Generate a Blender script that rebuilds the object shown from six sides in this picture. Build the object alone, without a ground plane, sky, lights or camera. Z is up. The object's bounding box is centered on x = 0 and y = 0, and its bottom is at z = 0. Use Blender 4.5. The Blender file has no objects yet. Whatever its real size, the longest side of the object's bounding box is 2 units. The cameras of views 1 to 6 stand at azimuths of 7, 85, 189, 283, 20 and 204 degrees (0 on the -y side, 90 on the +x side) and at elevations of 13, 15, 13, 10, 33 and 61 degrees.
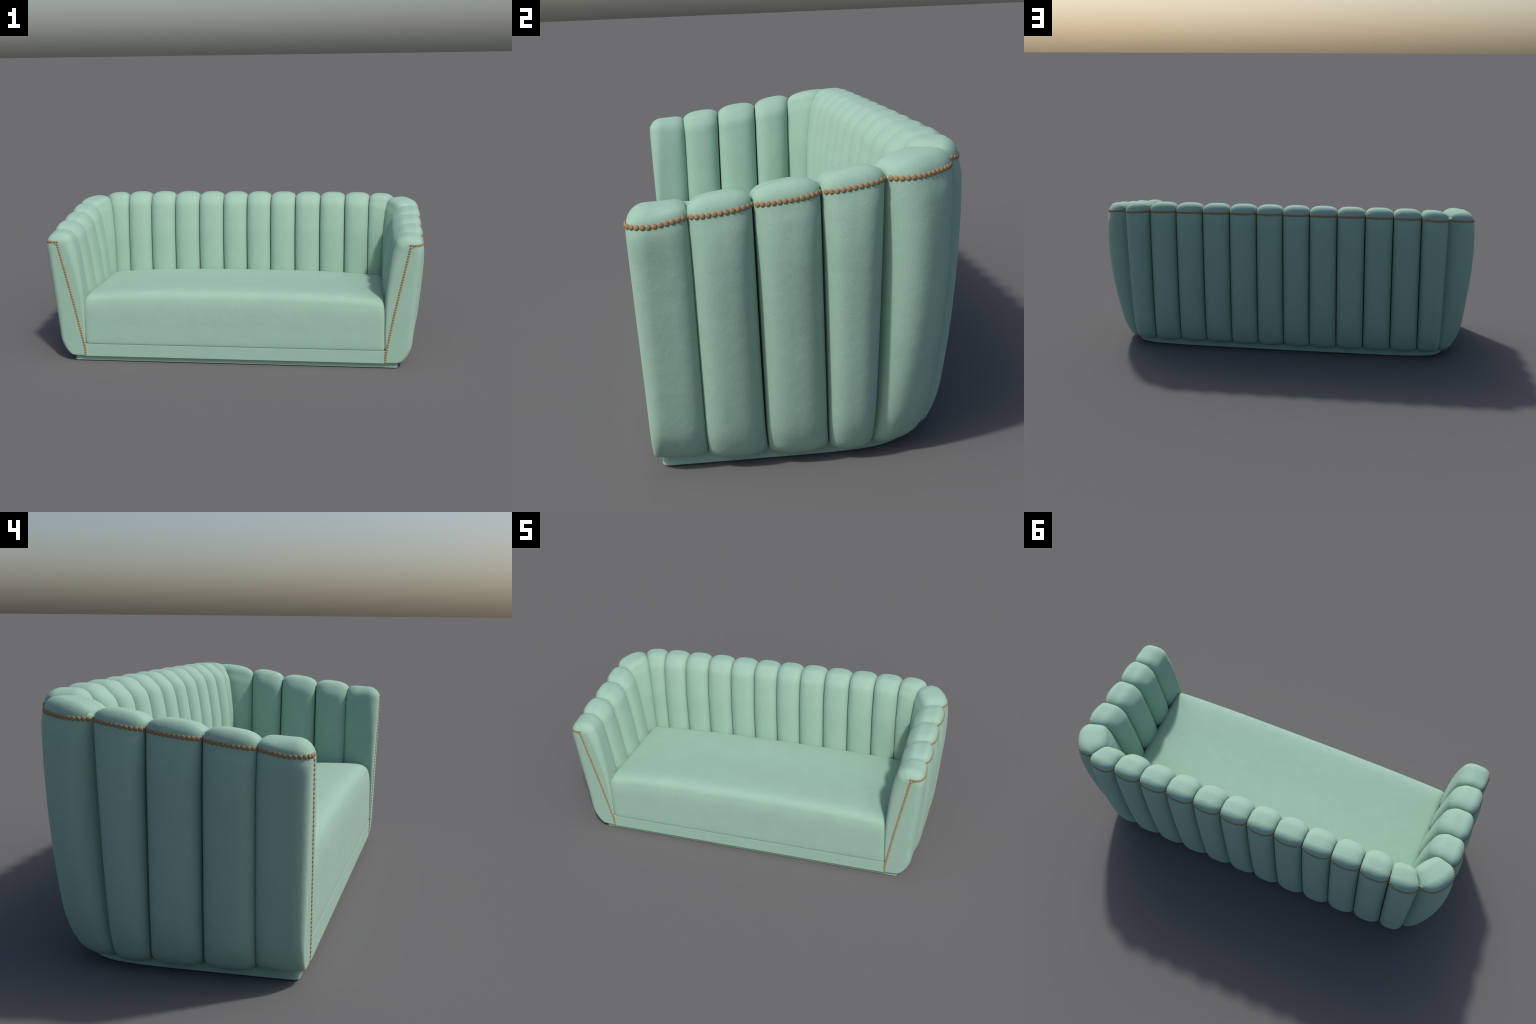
"""Channel-tufted three-seat tub sofa: 22 padded channels wrap round a domed seat,
a row of stud nails follows the outer seam and runs down both arm fronts."""
import bpy, math
import numpy as np
from mathutils import Vector, Matrix

# ------------------------------------------------------------------ materials
def node(nt, kind, **kw):
    n = nt.nodes.new(kind)
    for k, v in kw.items():
        setattr(n, k, v)
    return n

def fabric_material():
    m = bpy.data.materials.new("mint_velvet")
    m.use_nodes = True
    nt = m.node_tree
    L = nt.links.new
    bsdf = nt.nodes["Principled BSDF"]
    tc = node(nt, "ShaderNodeTexCoord")
    # broad, soft cloudiness of the pile
    big = node(nt, "ShaderNodeTexNoise")
    big.inputs["Scale"].default_value = 9.0
    big.inputs["Detail"].default_value = 4.0
    big.inputs["Roughness"].default_value = 0.6
    L(tc.outputs["Object"], big.inputs["Vector"])
    ramp = node(nt, "ShaderNodeValToRGB")
    ramp.color_ramp.elements[0].position = 0.3
    ramp.color_ramp.elements[0].color = (*FABRIC_DARK, 1)
    ramp.color_ramp.elements[1].position = 0.7
    ramp.color_ramp.elements[1].color = (*FABRIC_LIGHT, 1)
    L(big.outputs["Fac"], ramp.inputs["Fac"])
    # fine yarn grain
    grain = node(nt, "ShaderNodeTexNoise")
    grain.inputs["Scale"].default_value = 520.0
    grain.inputs["Detail"].default_value = 3.0
    L(tc.outputs["Object"], grain.inputs["Vector"])
    gr = node(nt, "ShaderNodeMapRange")
    gr.inputs["From Min"].default_value = 0.3
    gr.inputs["From Max"].default_value = 0.7
    gr.inputs["To Min"].default_value = 0.90
    gr.inputs["To Max"].default_value = 1.10
    L(grain.outputs["Fac"], gr.inputs["Value"])
    mul = node(nt, "ShaderNodeVectorMath", operation="SCALE")
    L(ramp.outputs["Color"], mul.inputs[0])
    L(gr.outputs["Result"], mul.inputs["Scale"])
    L(mul.outputs["Vector"], bsdf.inputs["Base Color"])
    bsdf.inputs["Roughness"].default_value = 0.85
    bsdf.inputs["Specular IOR Level"].default_value = 0.2
    bsdf.inputs["Sheen Weight"].default_value = 0.12
    bsdf.inputs["Sheen Roughness"].default_value = 0.5
    # bump: weave, plus faint soft dimples
    weave = node(nt, "ShaderNodeTexNoise")
    weave.inputs["Scale"].default_value = 420.0
    weave.inputs["Detail"].default_value = 2.0
    L(tc.outputs["Object"], weave.inputs["Vector"])
    soft = node(nt, "ShaderNodeTexNoise")
    soft.inputs["Scale"].default_value = 26.0
    soft.inputs["Detail"].default_value = 3.0
    L(tc.outputs["Object"], soft.inputs["Vector"])
    b1 = node(nt, "ShaderNodeBump")
    b1.inputs["Strength"].default_value = 0.25
    b1.inputs["Distance"].default_value = 0.0012
    L(weave.outputs["Fac"], b1.inputs["Height"])
    b2 = node(nt, "ShaderNodeBump")
    b2.inputs["Strength"].default_value = 0.32
    b2.inputs["Distance"].default_value = 0.004
    L(soft.outputs["Fac"], b2.inputs["Height"])
    L(b1.outputs["Normal"], b2.inputs["Normal"])
    L(b2.outputs["Normal"], bsdf.inputs["Normal"])
    return m

def stud_material():
    m = bpy.data.materials.new("antique_bronze_stud")
    m.use_nodes = True
    nt = m.node_tree
    L = nt.links.new
    bsdf = nt.nodes["Principled BSDF"]
    tc = node(nt, "ShaderNodeTexCoord")
    info = node(nt, "ShaderNodeObjectInfo")
    n = node(nt, "ShaderNodeTexNoise")
    n.inputs["Scale"].default_value = 220.0
    n.inputs["Detail"].default_value = 3.0
    add = node(nt, "ShaderNodeVectorMath", operation="ADD")
    L(tc.outputs["Object"], add.inputs[0])
    L(info.outputs["Random"], add.inputs[1])
    L(add.outputs["Vector"], n.inputs["Vector"])
    ramp = node(nt, "ShaderNodeValToRGB")
    ramp.color_ramp.elements[0].position = 0.3
    ramp.color_ramp.elements[0].color = (*STUD_DARK, 1)
    ramp.color_ramp.elements[1].position = 0.75
    ramp.color_ramp.elements[1].color = (*STUD_LIGHT, 1)
    L(n.outputs["Fac"], ramp.inputs["Fac"])
    L(ramp.outputs["Color"], bsdf.inputs["Base Color"])
    bsdf.inputs["Metallic"].default_value = 0.0
    bsdf.inputs["Roughness"].default_value = 0.6
    bsdf.inputs["Specular IOR Level"].default_value = 0.25
    return m

FABRIC_DARK = (0.280, 0.442, 0.354)
FABRIC_LIGHT = (0.296, 0.464, 0.372)
STUD_DARK = (0.262, 0.174, 0.092)
STUD_LIGHT = (0.340, 0.226, 0.122)
FABRIC = fabric_material()
STUD = stud_material()

# ------------------------------------------------------------------ helpers
def link(obj, parent=None):
    bpy.context.scene.collection.objects.link(obj)
    if parent is not None:
        obj.parent = parent
    return obj

def mesh_object(name, verts, faces, parent, mat=FABRIC, smooth=True):
    me = bpy.data.meshes.new(name)
    me.from_pydata([tuple(map(float, v)) for v in verts], [], faces)
    me.validate()
    me.update()
    if smooth:
        me.polygons.foreach_set("use_smooth", [True] * len(me.polygons))
    me.materials.append(mat)
    return link(bpy.data.objects.new(name, me), parent)

def grid_faces(nu, nv, flip=False, offset=0):
    out = []
    for i in range(nu - 1):
        for j in range(nv - 1):
            a = offset + i * nv + j
            q = (a, a + nv, a + nv + 1, a + 1)
            out.append(q[::-1] if flip else q)
    return out

def spline(points, counts):
    """Centripetal Catmull-Rom through control rows; counts[k] samples on span k."""
    P = np.asarray(points, float)
    P = np.vstack([2 * P[0] - P[1], P, 2 * P[-1] - P[-2]])
    D = np.linalg.norm(np.diff(P[:, :3], axis=0), axis=1) ** 0.5
    t = np.concatenate([[0], np.cumsum(np.maximum(D, 1e-6))])
    out = []
    for k, n in enumerate(counts):
        p0, p1, p2, p3 = P[k:k + 4]
        t0, t1, t2, t3 = t[k:k + 4]
        last = k == len(counts) - 1
        for s in np.linspace(t1, t2, n + 1)[: n + 1 if last else n]:
            a1 = (t1 - s) / (t1 - t0) * p0 + (s - t0) / (t1 - t0) * p1
            a2 = (t2 - s) / (t2 - t1) * p1 + (s - t1) / (t2 - t1) * p2
            a3 = (t3 - s) / (t3 - t2) * p2 + (s - t2) / (t3 - t2) * p3
            b1 = (t2 - s) / (t2 - t0) * a1 + (s - t0) / (t2 - t0) * a2
            b2 = (t3 - s) / (t3 - t1) * a2 + (s - t1) / (t3 - t1) * a3
            out.append((t2 - s) / (t2 - t1) * b1 + (s - t1) / (t2 - t1) * b2)
    return np.array(out)

def unit(a):
    return a / np.maximum(np.linalg.norm(a, axis=-1, keepdims=True), 1e-9)

# ------------------------------------------------------------------ seam stations
# each seam: outer foot (x, y), nail line (x, y, z), inner foot at the seat (x, y)
HALF = [
    ((.886, -.262), (.958, -.278, .675), (.797, -.280)),
    ((.890, -.107), (.957, -.124, .695), (.792, -.138)),
    ((.893,  .050), (.959,  .036, .715), (.790,  .020)),
    ((.890,  .163), (.962,  .188, .739), (.793,  .150)),
    ((.834,  .298), (.858,  .359, .759), (.764,  .206)),
    ((.716,  .315), (.716,  .378, .767), (.699,  .214)),
    ((.572,  .322), (.573,  .380, .769), (.566,  .217)),
    ((.428,  .325), (.429,  .380, .769), (.424,  .218)),
    ((.285,  .329), (.284,  .380, .770), (.281,  .218)),
    ((.140,  .329), (.140,  .380, .770), (.138,  .218)),
]
MID = ((0.0, .329), (0.0, .381, .770), (0.0, .218))
mirror = lambda s: tuple((-p[0],) + tuple(p[1:]) for p in s)
STATIONS = HALF + [MID] + [mirror(s) for s in reversed(HALF)]
SEAT_Z = .356

# profile recipe: fraction of the way from inner foot to nail line, height over the nail line,
# and how far the padding swells there
TOP = [(.985, .0050, .0372), (.90, .0080, .0330), (.75, .0085, .0318), (.57, .0045, .0335), (.43, -.011, .0365),
       (.33, -.028, .0420), (.24, -.068, .0440), (.15, -.125, .0440), (.07, -.190, .0440)]
OUTER = [(.24, .095, .043), (.43, .20, .0540), (.69, .40, .0590), (.86, .555, .0575), (.95, .632, .0510)]
COUNTS = [3, 3, 5, 6, 10, 10, 8, 5, 3, 4, 5, 6, 6, 5, 6, 7, 7, 8, 6, 6]
NAIL_ROW = sum(COUNTS[:8])

def seam_profile(st):
    ob, on, si = (np.array(p, float) for p in st)
    zn = on[2]
    out2 = unit(on[:2] - si)
    ob = ob - .010 * out2                # the stitched seam lies deeper than where the flanks touch
    on = np.array([*(on[:2] - .010 * out2), zn])
    deep = .006 * math.exp(-((abs(on[0]) + on[1] - 1.18) / .06) ** 2)      # the two inside corners are hollow
    side = float(np.clip((.30 - on[1]) / .1, 0, 1))          # 1 on the arms, 0 on the back
    si = si + (.044 - .008 * side + deep) * out2
    rows = []
    add = lambda xy, z, b: rows.append([xy[0], xy[1], z, b])
    lift = .011 * np.clip((ob[1] - .2) / .1, 0, 1)          # the back sits a little higher off the plinth
    add(si + .25 * (on[:2] - si), .055, .0)
    add(ob - .036 * out2, .034 + lift, .006)
    add(ob, .047 + lift, .027)
    for f, z, b in OUTER:
        b = b - .0045 * side * (z > .6)
        add(ob + f * (on[:2] - ob), z * zn / .668, b)
    add(on[:2], zn, .0385 - .0025 * side)
    for f, dz, b in TOP:
        lean = .07 * side * min(1, max(0, (.45 - f) / .2))
        add(si + (f + lean) * (on[:2] - si), zn + dz + .002 * (1 - side) - .003 * side * min(1, (1 - f) / .2), b)
    add(si + .0 * out2, SEAT_Z, .0440)
    add(si - .004 * out2, .22, .044)
    add(si + .0 * out2, .03, .044)
    return spline(rows, COUNTS)

SEAMS = [seam_profile(s) for s in STATIONS]
NV = len(SEAMS[0])
ROWS = np.arange(NV)
INNER_START = NAIL_ROW + sum(COUNTS[8:14])          # where the top has turned to the inside
OUTER_MASK = np.clip((INNER_START - ROWS) / 14.0, 0, 1)
OUTER_MASK = OUTER_MASK * OUTER_MASK * (3 - 2 * OUTER_MASK)

SIDE_MASK = np.clip((NAIL_ROW + 20 - ROWS) / 22.0, 0, 1)
SIDE_MASK = SIDE_MASK * SIDE_MASK * (3 - 2 * SIDE_MASK)

GAP = np.interp(ROWS, [0, 10, 20, NAIL_ROW - 10, NAIL_ROW, NAIL_ROW + 14, INNER_START + 8, NV - 20, NV - 1],
                [.008, .018, .050, .050, .034, .028, .033, .034, .020])      # how deep the seams are pulled in

def smooth(t):
    t = np.clip(t, 0, 1)
    return t * t * (3 - 2 * t)

TOP_MASK = np.exp(-((ROWS - NAIL_ROW - 15) / 10.0) ** 2)

def swell(u, inner):
    """cushion cross-section: 1 in the middle, steep at the seams; round outside, flatter on top and inside"""
    p = 2.6 * (1 - inner) + 2.45 * inner
    p = p + (3.0 - p) * TOP_MASK
    return np.clip(1 - np.abs(u) ** p, 0, 1) ** 0.5

def profile_normal(A, B):
    A, B = A[:, :3], B[:, :3]
    mid = .5 * (A + B)
    tan = np.gradient(mid, axis=0)
    n = unit(np.cross(tan, B - A))
    ref = NAIL_ROW - 12
    st = mid[ref] - mid[-10]
    if np.dot(n[ref][:2], st[:2]) < 0:
        n = -n
    return n

def channel_surface(k, us):
    """points of the channel between seam k and k+1 for cross positions us in [-1, 1]"""
    A, B = SEAMS[k], SEAMS[k + 1]
    n = profile_normal(A, B)
    amp = .5 * (A[:, 3] + B[:, 3])
    width = np.linalg.norm((A - B)[:, :3], axis=1)
    inner = 1 - OUTER_MASK
    amp = amp * (OUTER_MASK + inner * np.clip(width / .125, .6, 1.0))
    kk = min(k, len(SEAMS) - 2 - k)
    rise = smooth(A[:, 2] / .50) ** .9
    if kk in (3, 4):                                 # tight inside corner: slim, flat tubes
        amp = amp * (1 - (.55 if kk == 3 else .25) * inner)
    flat = n[NAIL_ROW] * [1, 1, 0]
    if kk == 3:                                      # low down the corner turns toward the back
        flat = flat + np.array([0, .45, 0]) * (1 - smooth(A[:, 2] / .55))[:, None]
    extra = {3: .034, 4: .009}.get(kk, 0) * SIDE_MASK * rise     # the wide corner channel rounds out sideways
    pts = []
    for u in us:
        f = swell(u, inner)
        w = (u + 1) / 2
        p = A[:, :3] * (1 - w) + B[:, :3] * w + n * (amp * f)[:, None] + unit(flat) * (extra * f)[:, None]
        # the nail line sags a little on the crown of each cushion
        p[:, 2] -= .003 * f * np.exp(-((ROWS - NAIL_ROW) / 5.0) ** 2)
        pts.append(p)
    return np.array(pts), n

def cross_positions(n):
    t = np.linspace(-1, 1, n)
    return np.sign(t) * (1 - (1 - np.abs(t)) ** 1.7) * .962

# ------------------------------------------------------------------ the sofa
sofa = link(bpy.data.objects.new("sofa", None))
sofa.empty_display_size = .2
sofa["label"] = "mint green channel-tufted tub sofa with bronze nailhead trim"
sofa["category"] = "sofa"

def core(name, first, last):
    """solid backing slab that the channels are sewn to"""
    S = []
    for k in range(first, last + 1):
        a, b = SEAMS[max(k - 1, 0)], SEAMS[min(k + 1, len(SEAMS) - 1)]
        S.append(SEAMS[k][:, :3] - (GAP + .004 + .008 * TOP_MASK)[:, None] * profile_normal(a, b))
    V = np.array(S).reshape(-1, 3)
    V[:, 2] = np.maximum(V[:, 2], .055)
    F = grid_faces(len(S), NV)
    F += [(i * NV, (i + 1) * NV, (i + 1) * NV + NV - 1, i * NV + NV - 1) for i in range(len(S) - 1)]
    F += [tuple(range(NV)), tuple(range((len(S) - 1) * NV, len(S) * NV))[::-1]]
    return mesh_object(name, V, F, sofa)

backrest = core("backrest", 4, 16)
arm_a = core("armrest", 0, 4)
arm_b = core("armrest", 16, 20)

def owner(k):
    return arm_a if k < 4 else (backrest if k < 16 else arm_b)

nail_paths = []                                       # (points, normals) along the nail line
US = cross_positions(41)
for k in range(len(SEAMS) - 1):
    P, n = channel_surface(k, US)
    # close both flanks into the seam
    a = SEAMS[k][:, :3] - n * GAP[:, None]
    b = SEAMS[k + 1][:, :3] - n * GAP[:, None]
    allP = np.concatenate([a[None], P, b[None]])
    mesh_object("padded_channel", allP.reshape(-1, 3), grid_faces(len(allP), NV, flip=False), owner(k))
    Q, _ = channel_surface(k, np.linspace(-.975, .975, 161))
    row = Q[:, NAIL_ROW]
    tu = np.gradient(row, axis=0)
    tv = Q[:, NAIL_ROW - 2] - Q[:, NAIL_ROW + 2]
    nn = unit(np.cross(tu, tv))
    nn *= np.sign((nn * n[NAIL_ROW]).sum(1))[:, None]
    nail_paths.append((row, nn))

# ------------------------------------------------------------------ arm-front channels
def front_y(z):
    return -.4015 - .0205 * np.clip((z - .04) / .62, -.1, 1.15)

# outline of the arm where its front rounding begins (x, z): underside, outside, nail line, top, inside
ARM_END = [(.800, .0305), (.846, .0305), (.881, .0360),
           (.926, .097), (.943, .20), (.963, .40), (.977, .555), (.983, .632), (.9775, .6575),
           (.9735, .674), (.960, .689), (.941, .6985), (.903, .7030), (.872, .6965), (.845, .677), (.830, .637), (.817, .578), (.806, .50),
           (.794, .356), (.794, .22), (.799, .0305)]

def arm_front(sign):
    A = SEAMS[0].copy()
    sec = spline([(x, -.385, z) for x, z in ARM_END], COUNTS)
    n = profile_normal(A, sec)
    nin = np.cross(np.gradient(sec, axis=0), [0, 1.0, 0])
    nin = unit(nin) * np.sign((nin * n).sum(1))[:, None]
    amp = A[:, 3] * (1 - .24 * SIDE_MASK)
    R = np.interp(ROWS, [0, 4, 11, 20, NAIL_ROW, NAIL_ROW + 14, INNER_START + 6, NV - 19, NV - 11, NV - 6, NV - 1],
                  [.005, .008, .022, .036, .044, .054, .048, .030, .016, .008, .004])
    RY = R * (1 + .20 * SIDE_MASK)                    # the outer edge rounds over further
    sec[:, 1] = front_y(sec[:, 2]) + RY
    rows = []
    inner = 1 - OUTER_MASK
    back_off = sec - n * amp[:, None]                 # so that the swollen strip runs into the end outline
    for u in (1 - (1 - np.linspace(0, 1, 18)) ** 1.7) - .962:
        f = swell(min(u, 0), inner)
        w = (u + .962) * .62
        p = A[:, :3] * (1 - w) + back_off * w + n * (amp * f)[:, None]
        p[:, 2] -= .003 * f * (1 - w) * np.exp(-((ROWS - NAIL_ROW) / 5.0) ** 2)
        rows.append(p)
    prev = rows[-1]
    for w in (.35, .7):
        rows.append(prev * (1 - w) + sec * w)
    inset = sec
    for th in np.linspace(0, math.pi / 2, 12):
        inset = sec - nin * (R * (1 - math.cos(th)))[:, None]
        inset[:, 1] = front_y(inset[:, 2]) + RY * (1 - math.sin(th))
        rows.append(inset.copy())
    # flat face closes on the medial line of the arm
    t = np.interp(ROWS, [0, 8, NAIL_ROW, INNER_START - 4, NV - 12, NV - 1], [0, 0, 1, 1, .12, 0])
    M = np.stack([.826 + .067 * t, 0 * t, .040 + .586 * t], 1)
    for w in (.25, .5, .75, 1.0):
        p = inset * (1 - w) + M * w
        p[:, 1] = front_y(p[:, 2])
        rows.append(p)
    P = np.array(rows)
    flat_from = len(rows) - 4
    back = SEAMS[0][:, :3] - n * GAP[:, None]
    P = np.concatenate([back[None], P])
    P[:, :, 0] *= sign
    mesh_object("padded_channel", P.reshape(-1, 3), grid_faces(len(P), NV, flip=(sign > 0)),
                arm_a if sign > 0 else arm_b)
    row = P[1:, NAIL_ROW].copy()
    row[flat_from - 13:, 2] = .6595
    tu = np.gradient(row, axis=0)
    tv = P[1:, NAIL_ROW - 2] - P[1:, NAIL_ROW + 2]
    nn = unit(np.cross(tu, tv))
    ref = np.array([sign, -1.0, 0])
    nn *= np.sign((nn * ref).sum(1))[:, None]
    stop = next((i for i in range(flat_from, len(row)) if row[i, 0] * sign < .912), len(row))
    return row[:stop], nn[:stop]

front_a = arm_front(1)
front_b = arm_front(-1)

# ------------------------------------------------------------------ seat, rail, plinth
def seat_cushion():
    W, Y0, Y1, ZB = .7965, -.4025, .26, .0985
    nx, ny = 90, 56
    # section from the underside of the front face, over the rounded nose, to the back
    prof = spline([(-.385, ZB, 0), (-.3990, ZB + .0006, 0), (-.4018, ZB + .0045, 0), (-.4030, .20, 0), (-.4015, .285, 0),
                   (-.3965, .318, 0), (-.3885, .340, 0), (-.372, .3535, 0), (-.344, .3600, 0), (-.26, .3600, 0),
                   (-.05, .3540, 0), (.15, .3510, 0), (.215, .345, 0), (.245, .325, 0), (.255, .28, 0)], [3, 4, 10, 8, 6, 6, 6, 6, 8, 10, 8, 6, 6, 4])
    xs = np.concatenate([-W + .03 * (1 - np.cos(np.linspace(0, math.pi / 2, 12))),
                         np.linspace(-W + .045, W - .045, 60),
                         W - .03 * (1 - np.cos(np.linspace(math.pi / 2, 0, 12)))])
    V = []
    for x in xs:
        e = max(0.0, abs(x) - (W - .03)) / .03
        drop = .022 * (1 - math.sqrt(max(0, 1 - e * e)))
        dome = .020 * (1 - abs(x / W) ** 2.4)
        for y, z, _ in prof:
            up = min(1, max(0, (z - .25) / .10))
            front = min(1, max(0, (-.30 - y) / .09))
            crown = .018 * max(0, 1 - abs((y + .085) / .335) ** 5) * (1 - abs(x / W) ** 6)
            zz = z + (dome + crown) * up - drop * up * (1 if y > -.39 else .6)
            low = max(0, 1 - (z - ZB) / .016)
            zz += .012 * low * (1 - math.sqrt(max(0, 1 - min(1, max(0, abs(x) - (W - .016)) / .016) ** 2)))
            yy = y + .012 * (1 - math.sqrt(max(0, 1 - e ** 2))) * front
            V.append((x, yy, zz))
    nv = len(prof)
    F = grid_faces(len(xs), nv)
    return mesh_object("seat_cushion", V, F, sofa)

seat_cushion()

def rounded_bar(name, half_w, y0, y1, z0, z1, r):
    me = bpy.data.meshes.new(name)
    import bmesh
    bm = bmesh.new()
    bmesh.ops.create_cube(bm, size=1)
    for v in bm.verts:
        v.co = Vector((v.co.x * 2 * half_w, y0 + (v.co.y + .5) * (y1 - y0), z0 + (v.co.z + .5) * (z1 - z0)))
    bmesh.ops.bevel(bm, geom=bm.edges[:], offset=r, segments=4, profile=.5, affect="EDGES")
    for f in bm.faces:
        f.smooth = True
    bm.to_mesh(me)
    bm.free()
    me.materials.append(FABRIC)
    ob = link(bpy.data.objects.new(name, me), sofa)
    mod = ob.modifiers.new("weighted", "WEIGHTED_NORMAL")
    mod.keep_sharp = False
    return ob

rounded_bar("front_rail", .8025, -.4017, -.30, .0305, .0982, .0012)

def plinth():
    half = [(0, .301), (.25, .300), (.50, .297), (.66, .289), (.755, .275), (.815, .245), (.846, .19), (.860, .12),
            (.865, .03), (.866, -.10), (.866, -.30), (.866, -.364)]
    side = spline([(x, y, 0) for x, y in half], [4, 4, 4, 5, 6, 6, 5, 4, 3, 3, 2])[:, :2]
    corner = [(.866 - .018 + .018 * math.cos(t), -.364 - .018 * math.sin(t)) for t in np.linspace(0, math.pi / 2, 8)]
    ring = [tuple(p) for p in side] + corner
    ring = ring + [(-x, y) for x, y in reversed(ring)][:-1]
    ring = np.array(ring)
    ring = ring[np.concatenate([[True], np.linalg.norm(np.diff(ring, axis=0), axis=1) > 1e-5])]
    prof = [(.003, .062), (.003, .019), (.0026, .0125), (.0015, .0085), (.0005, .006), (0, .004), (.0012, .0015), (.004, .0)]   # inset, height
    tan = np.roll(ring, -1, 0) - np.roll(ring, 1, 0)
    nrm = unit(np.stack([tan[:, 1], -tan[:, 0]], 1))
    c = np.array([0, -.05])
    if ((ring - c) * nrm).sum() < 0:
        nrm = -nrm
    V, m = [], len(ring)
    for ins, z in prof:
        for p, q in zip(ring, nrm):
            V.append((p[0] - q[0] * ins, p[1] - q[1] * ins, z))
    F = []
    for i in range(len(prof) - 1):
        for j in range(m):
            a, b = i * m + j, i * m + (j + 1) % m
            F.append((a, b, b + m, a + m))
    F.append(tuple(range(m))[::-1])
    F.append(tuple((len(prof) - 1) * m + j for j in range(m)))
    ob = mesh_object("plinth", V, F, sofa)
    return ob

plinth()

# ------------------------------------------------------------------ stud nails
R_STUD, H_STUD, PITCH = .0070, .0036, .0139

def stud_mesh():
    V, F, seg = [], [], 14
    prof = [(1.0, -.25), (1.0, .0), (.96, .22), (.84, .52), (.64, .78), (.38, .94)]
    for r, h in prof:
        for s in range(seg):
            a = 2 * math.pi * s / seg
            V.append((r * R_STUD * math.cos(a), r * R_STUD * math.sin(a), h * H_STUD))
    for i in range(len(prof) - 1):
        for s in range(seg):
            a, b = i * seg + s, i * seg + (s + 1) % seg
            F.append((a, b, b + seg, a + seg))
    V.append((0, 0, H_STUD))
    top = len(V) - 1
    o = (len(prof) - 1) * seg
    F += [(o + s, o + (s + 1) % seg, top) for s in range(seg)]
    F.append(tuple(range(seg))[::-1])
    return V, F

SV, SF = stud_mesh()

def resample(points, normals, pitch):
    P, N = np.array(points), np.array(normals)
    d = np.concatenate([[0], np.cumsum(np.linalg.norm(np.diff(P, axis=0), axis=1))])
    n = max(2, int(round(d[-1] / pitch)))
    s = np.linspace(0, d[-1], n + 1)
    q = np.stack([np.interp(s, d, P[:, i]) for i in range(3)], 1)
    m = unit(np.stack([np.interp(s, d, N[:, i]) for i in range(3)], 1))
    return q, m

studs = []          # (point, normal, parent, rank) rank: small = shows less
path_p, path_n = nail_paths[0]
for k, (p, nn) in enumerate(nail_paths):
    q, m = resample(p, nn, PITCH)
    for a, b in zip(q, m):
        if studs and min(np.linalg.norm(a - t[0]) for t in studs[-2:]) < .62 * PITCH:
            continue
        back = 1 if 5 <= k <= 14 else 2
        studs.append((a, b, owner(k), back))
for (p, nn), par in ((front_a, arm_a), (front_b, arm_b)):
    q, m = resample(p, nn, PITCH)
    for a, b in zip(q, m):
        if min(np.linalg.norm(a - t[0]) for t in studs) < .62 * PITCH:
            continue
        studs.append((a, b, par, 3))
for sign, par in ((1, arm_a), (-1, arm_b)):
    line = np.array([(.9165, .6590), (.878, .478), (.841, .300), (.8085, .123), (.8015, .088), (.800, .060), (.7995, .0385)])
    pts = np.array([(sign * x, front_y(z) + .0005, z) for x, z in line])
    nr = np.tile(np.array([0, -1.0, -.03]), (len(pts), 1))
    q, m = resample(pts, nr, .01365)
    for a, b in zip(q[1:], m[1:]):
        studs.append((a, b, par, 3))

rng = np.random.default_rng(7)
def stud_matrix(p, n):
    z = Vector(n).normalized()
    rot = z.to_track_quat("Z", "Y").to_matrix().to_4x4()
    spin = Matrix.Rotation(float(rng.uniform(0, 6.28)), 4, "Z")
    s = float(rng.uniform(.97, 1.03))
    return Matrix.Translation(Vector(p)) @ rot @ spin @ Matrix.Scale(s, 4)

order = sorted(range(len(studs)), key=lambda i: -studs[i][3])
single = set(order[:300])
stud_data = bpy.data.meshes.new("stud")
stud_data.from_pydata(SV, [], SF)
stud_data.polygons.foreach_set("use_smooth", [True] * len(stud_data.polygons))
stud_data.materials.append(STUD)
base = None
rest_v, rest_f = [], []
for i, (p, n, par, _) in enumerate(studs):
    M = stud_matrix(p, n)
    if i in single:
        ob = bpy.data.objects.new("stud", stud_data) if base is None else base.copy()
        base = base or ob
        link(ob)
        ob.parent = par
        ob.matrix_local = M
    else:
        o = len(rest_v)
        rest_v += [M @ Vector(v) for v in SV]
        rest_f += [tuple(o + j for j in f) for f in SF]
if rest_v:
    ob = mesh_object("stud_trim", rest_v, rest_f, backrest, STUD)
    ob["kind"] = "stuff"
print("studs", len(studs))
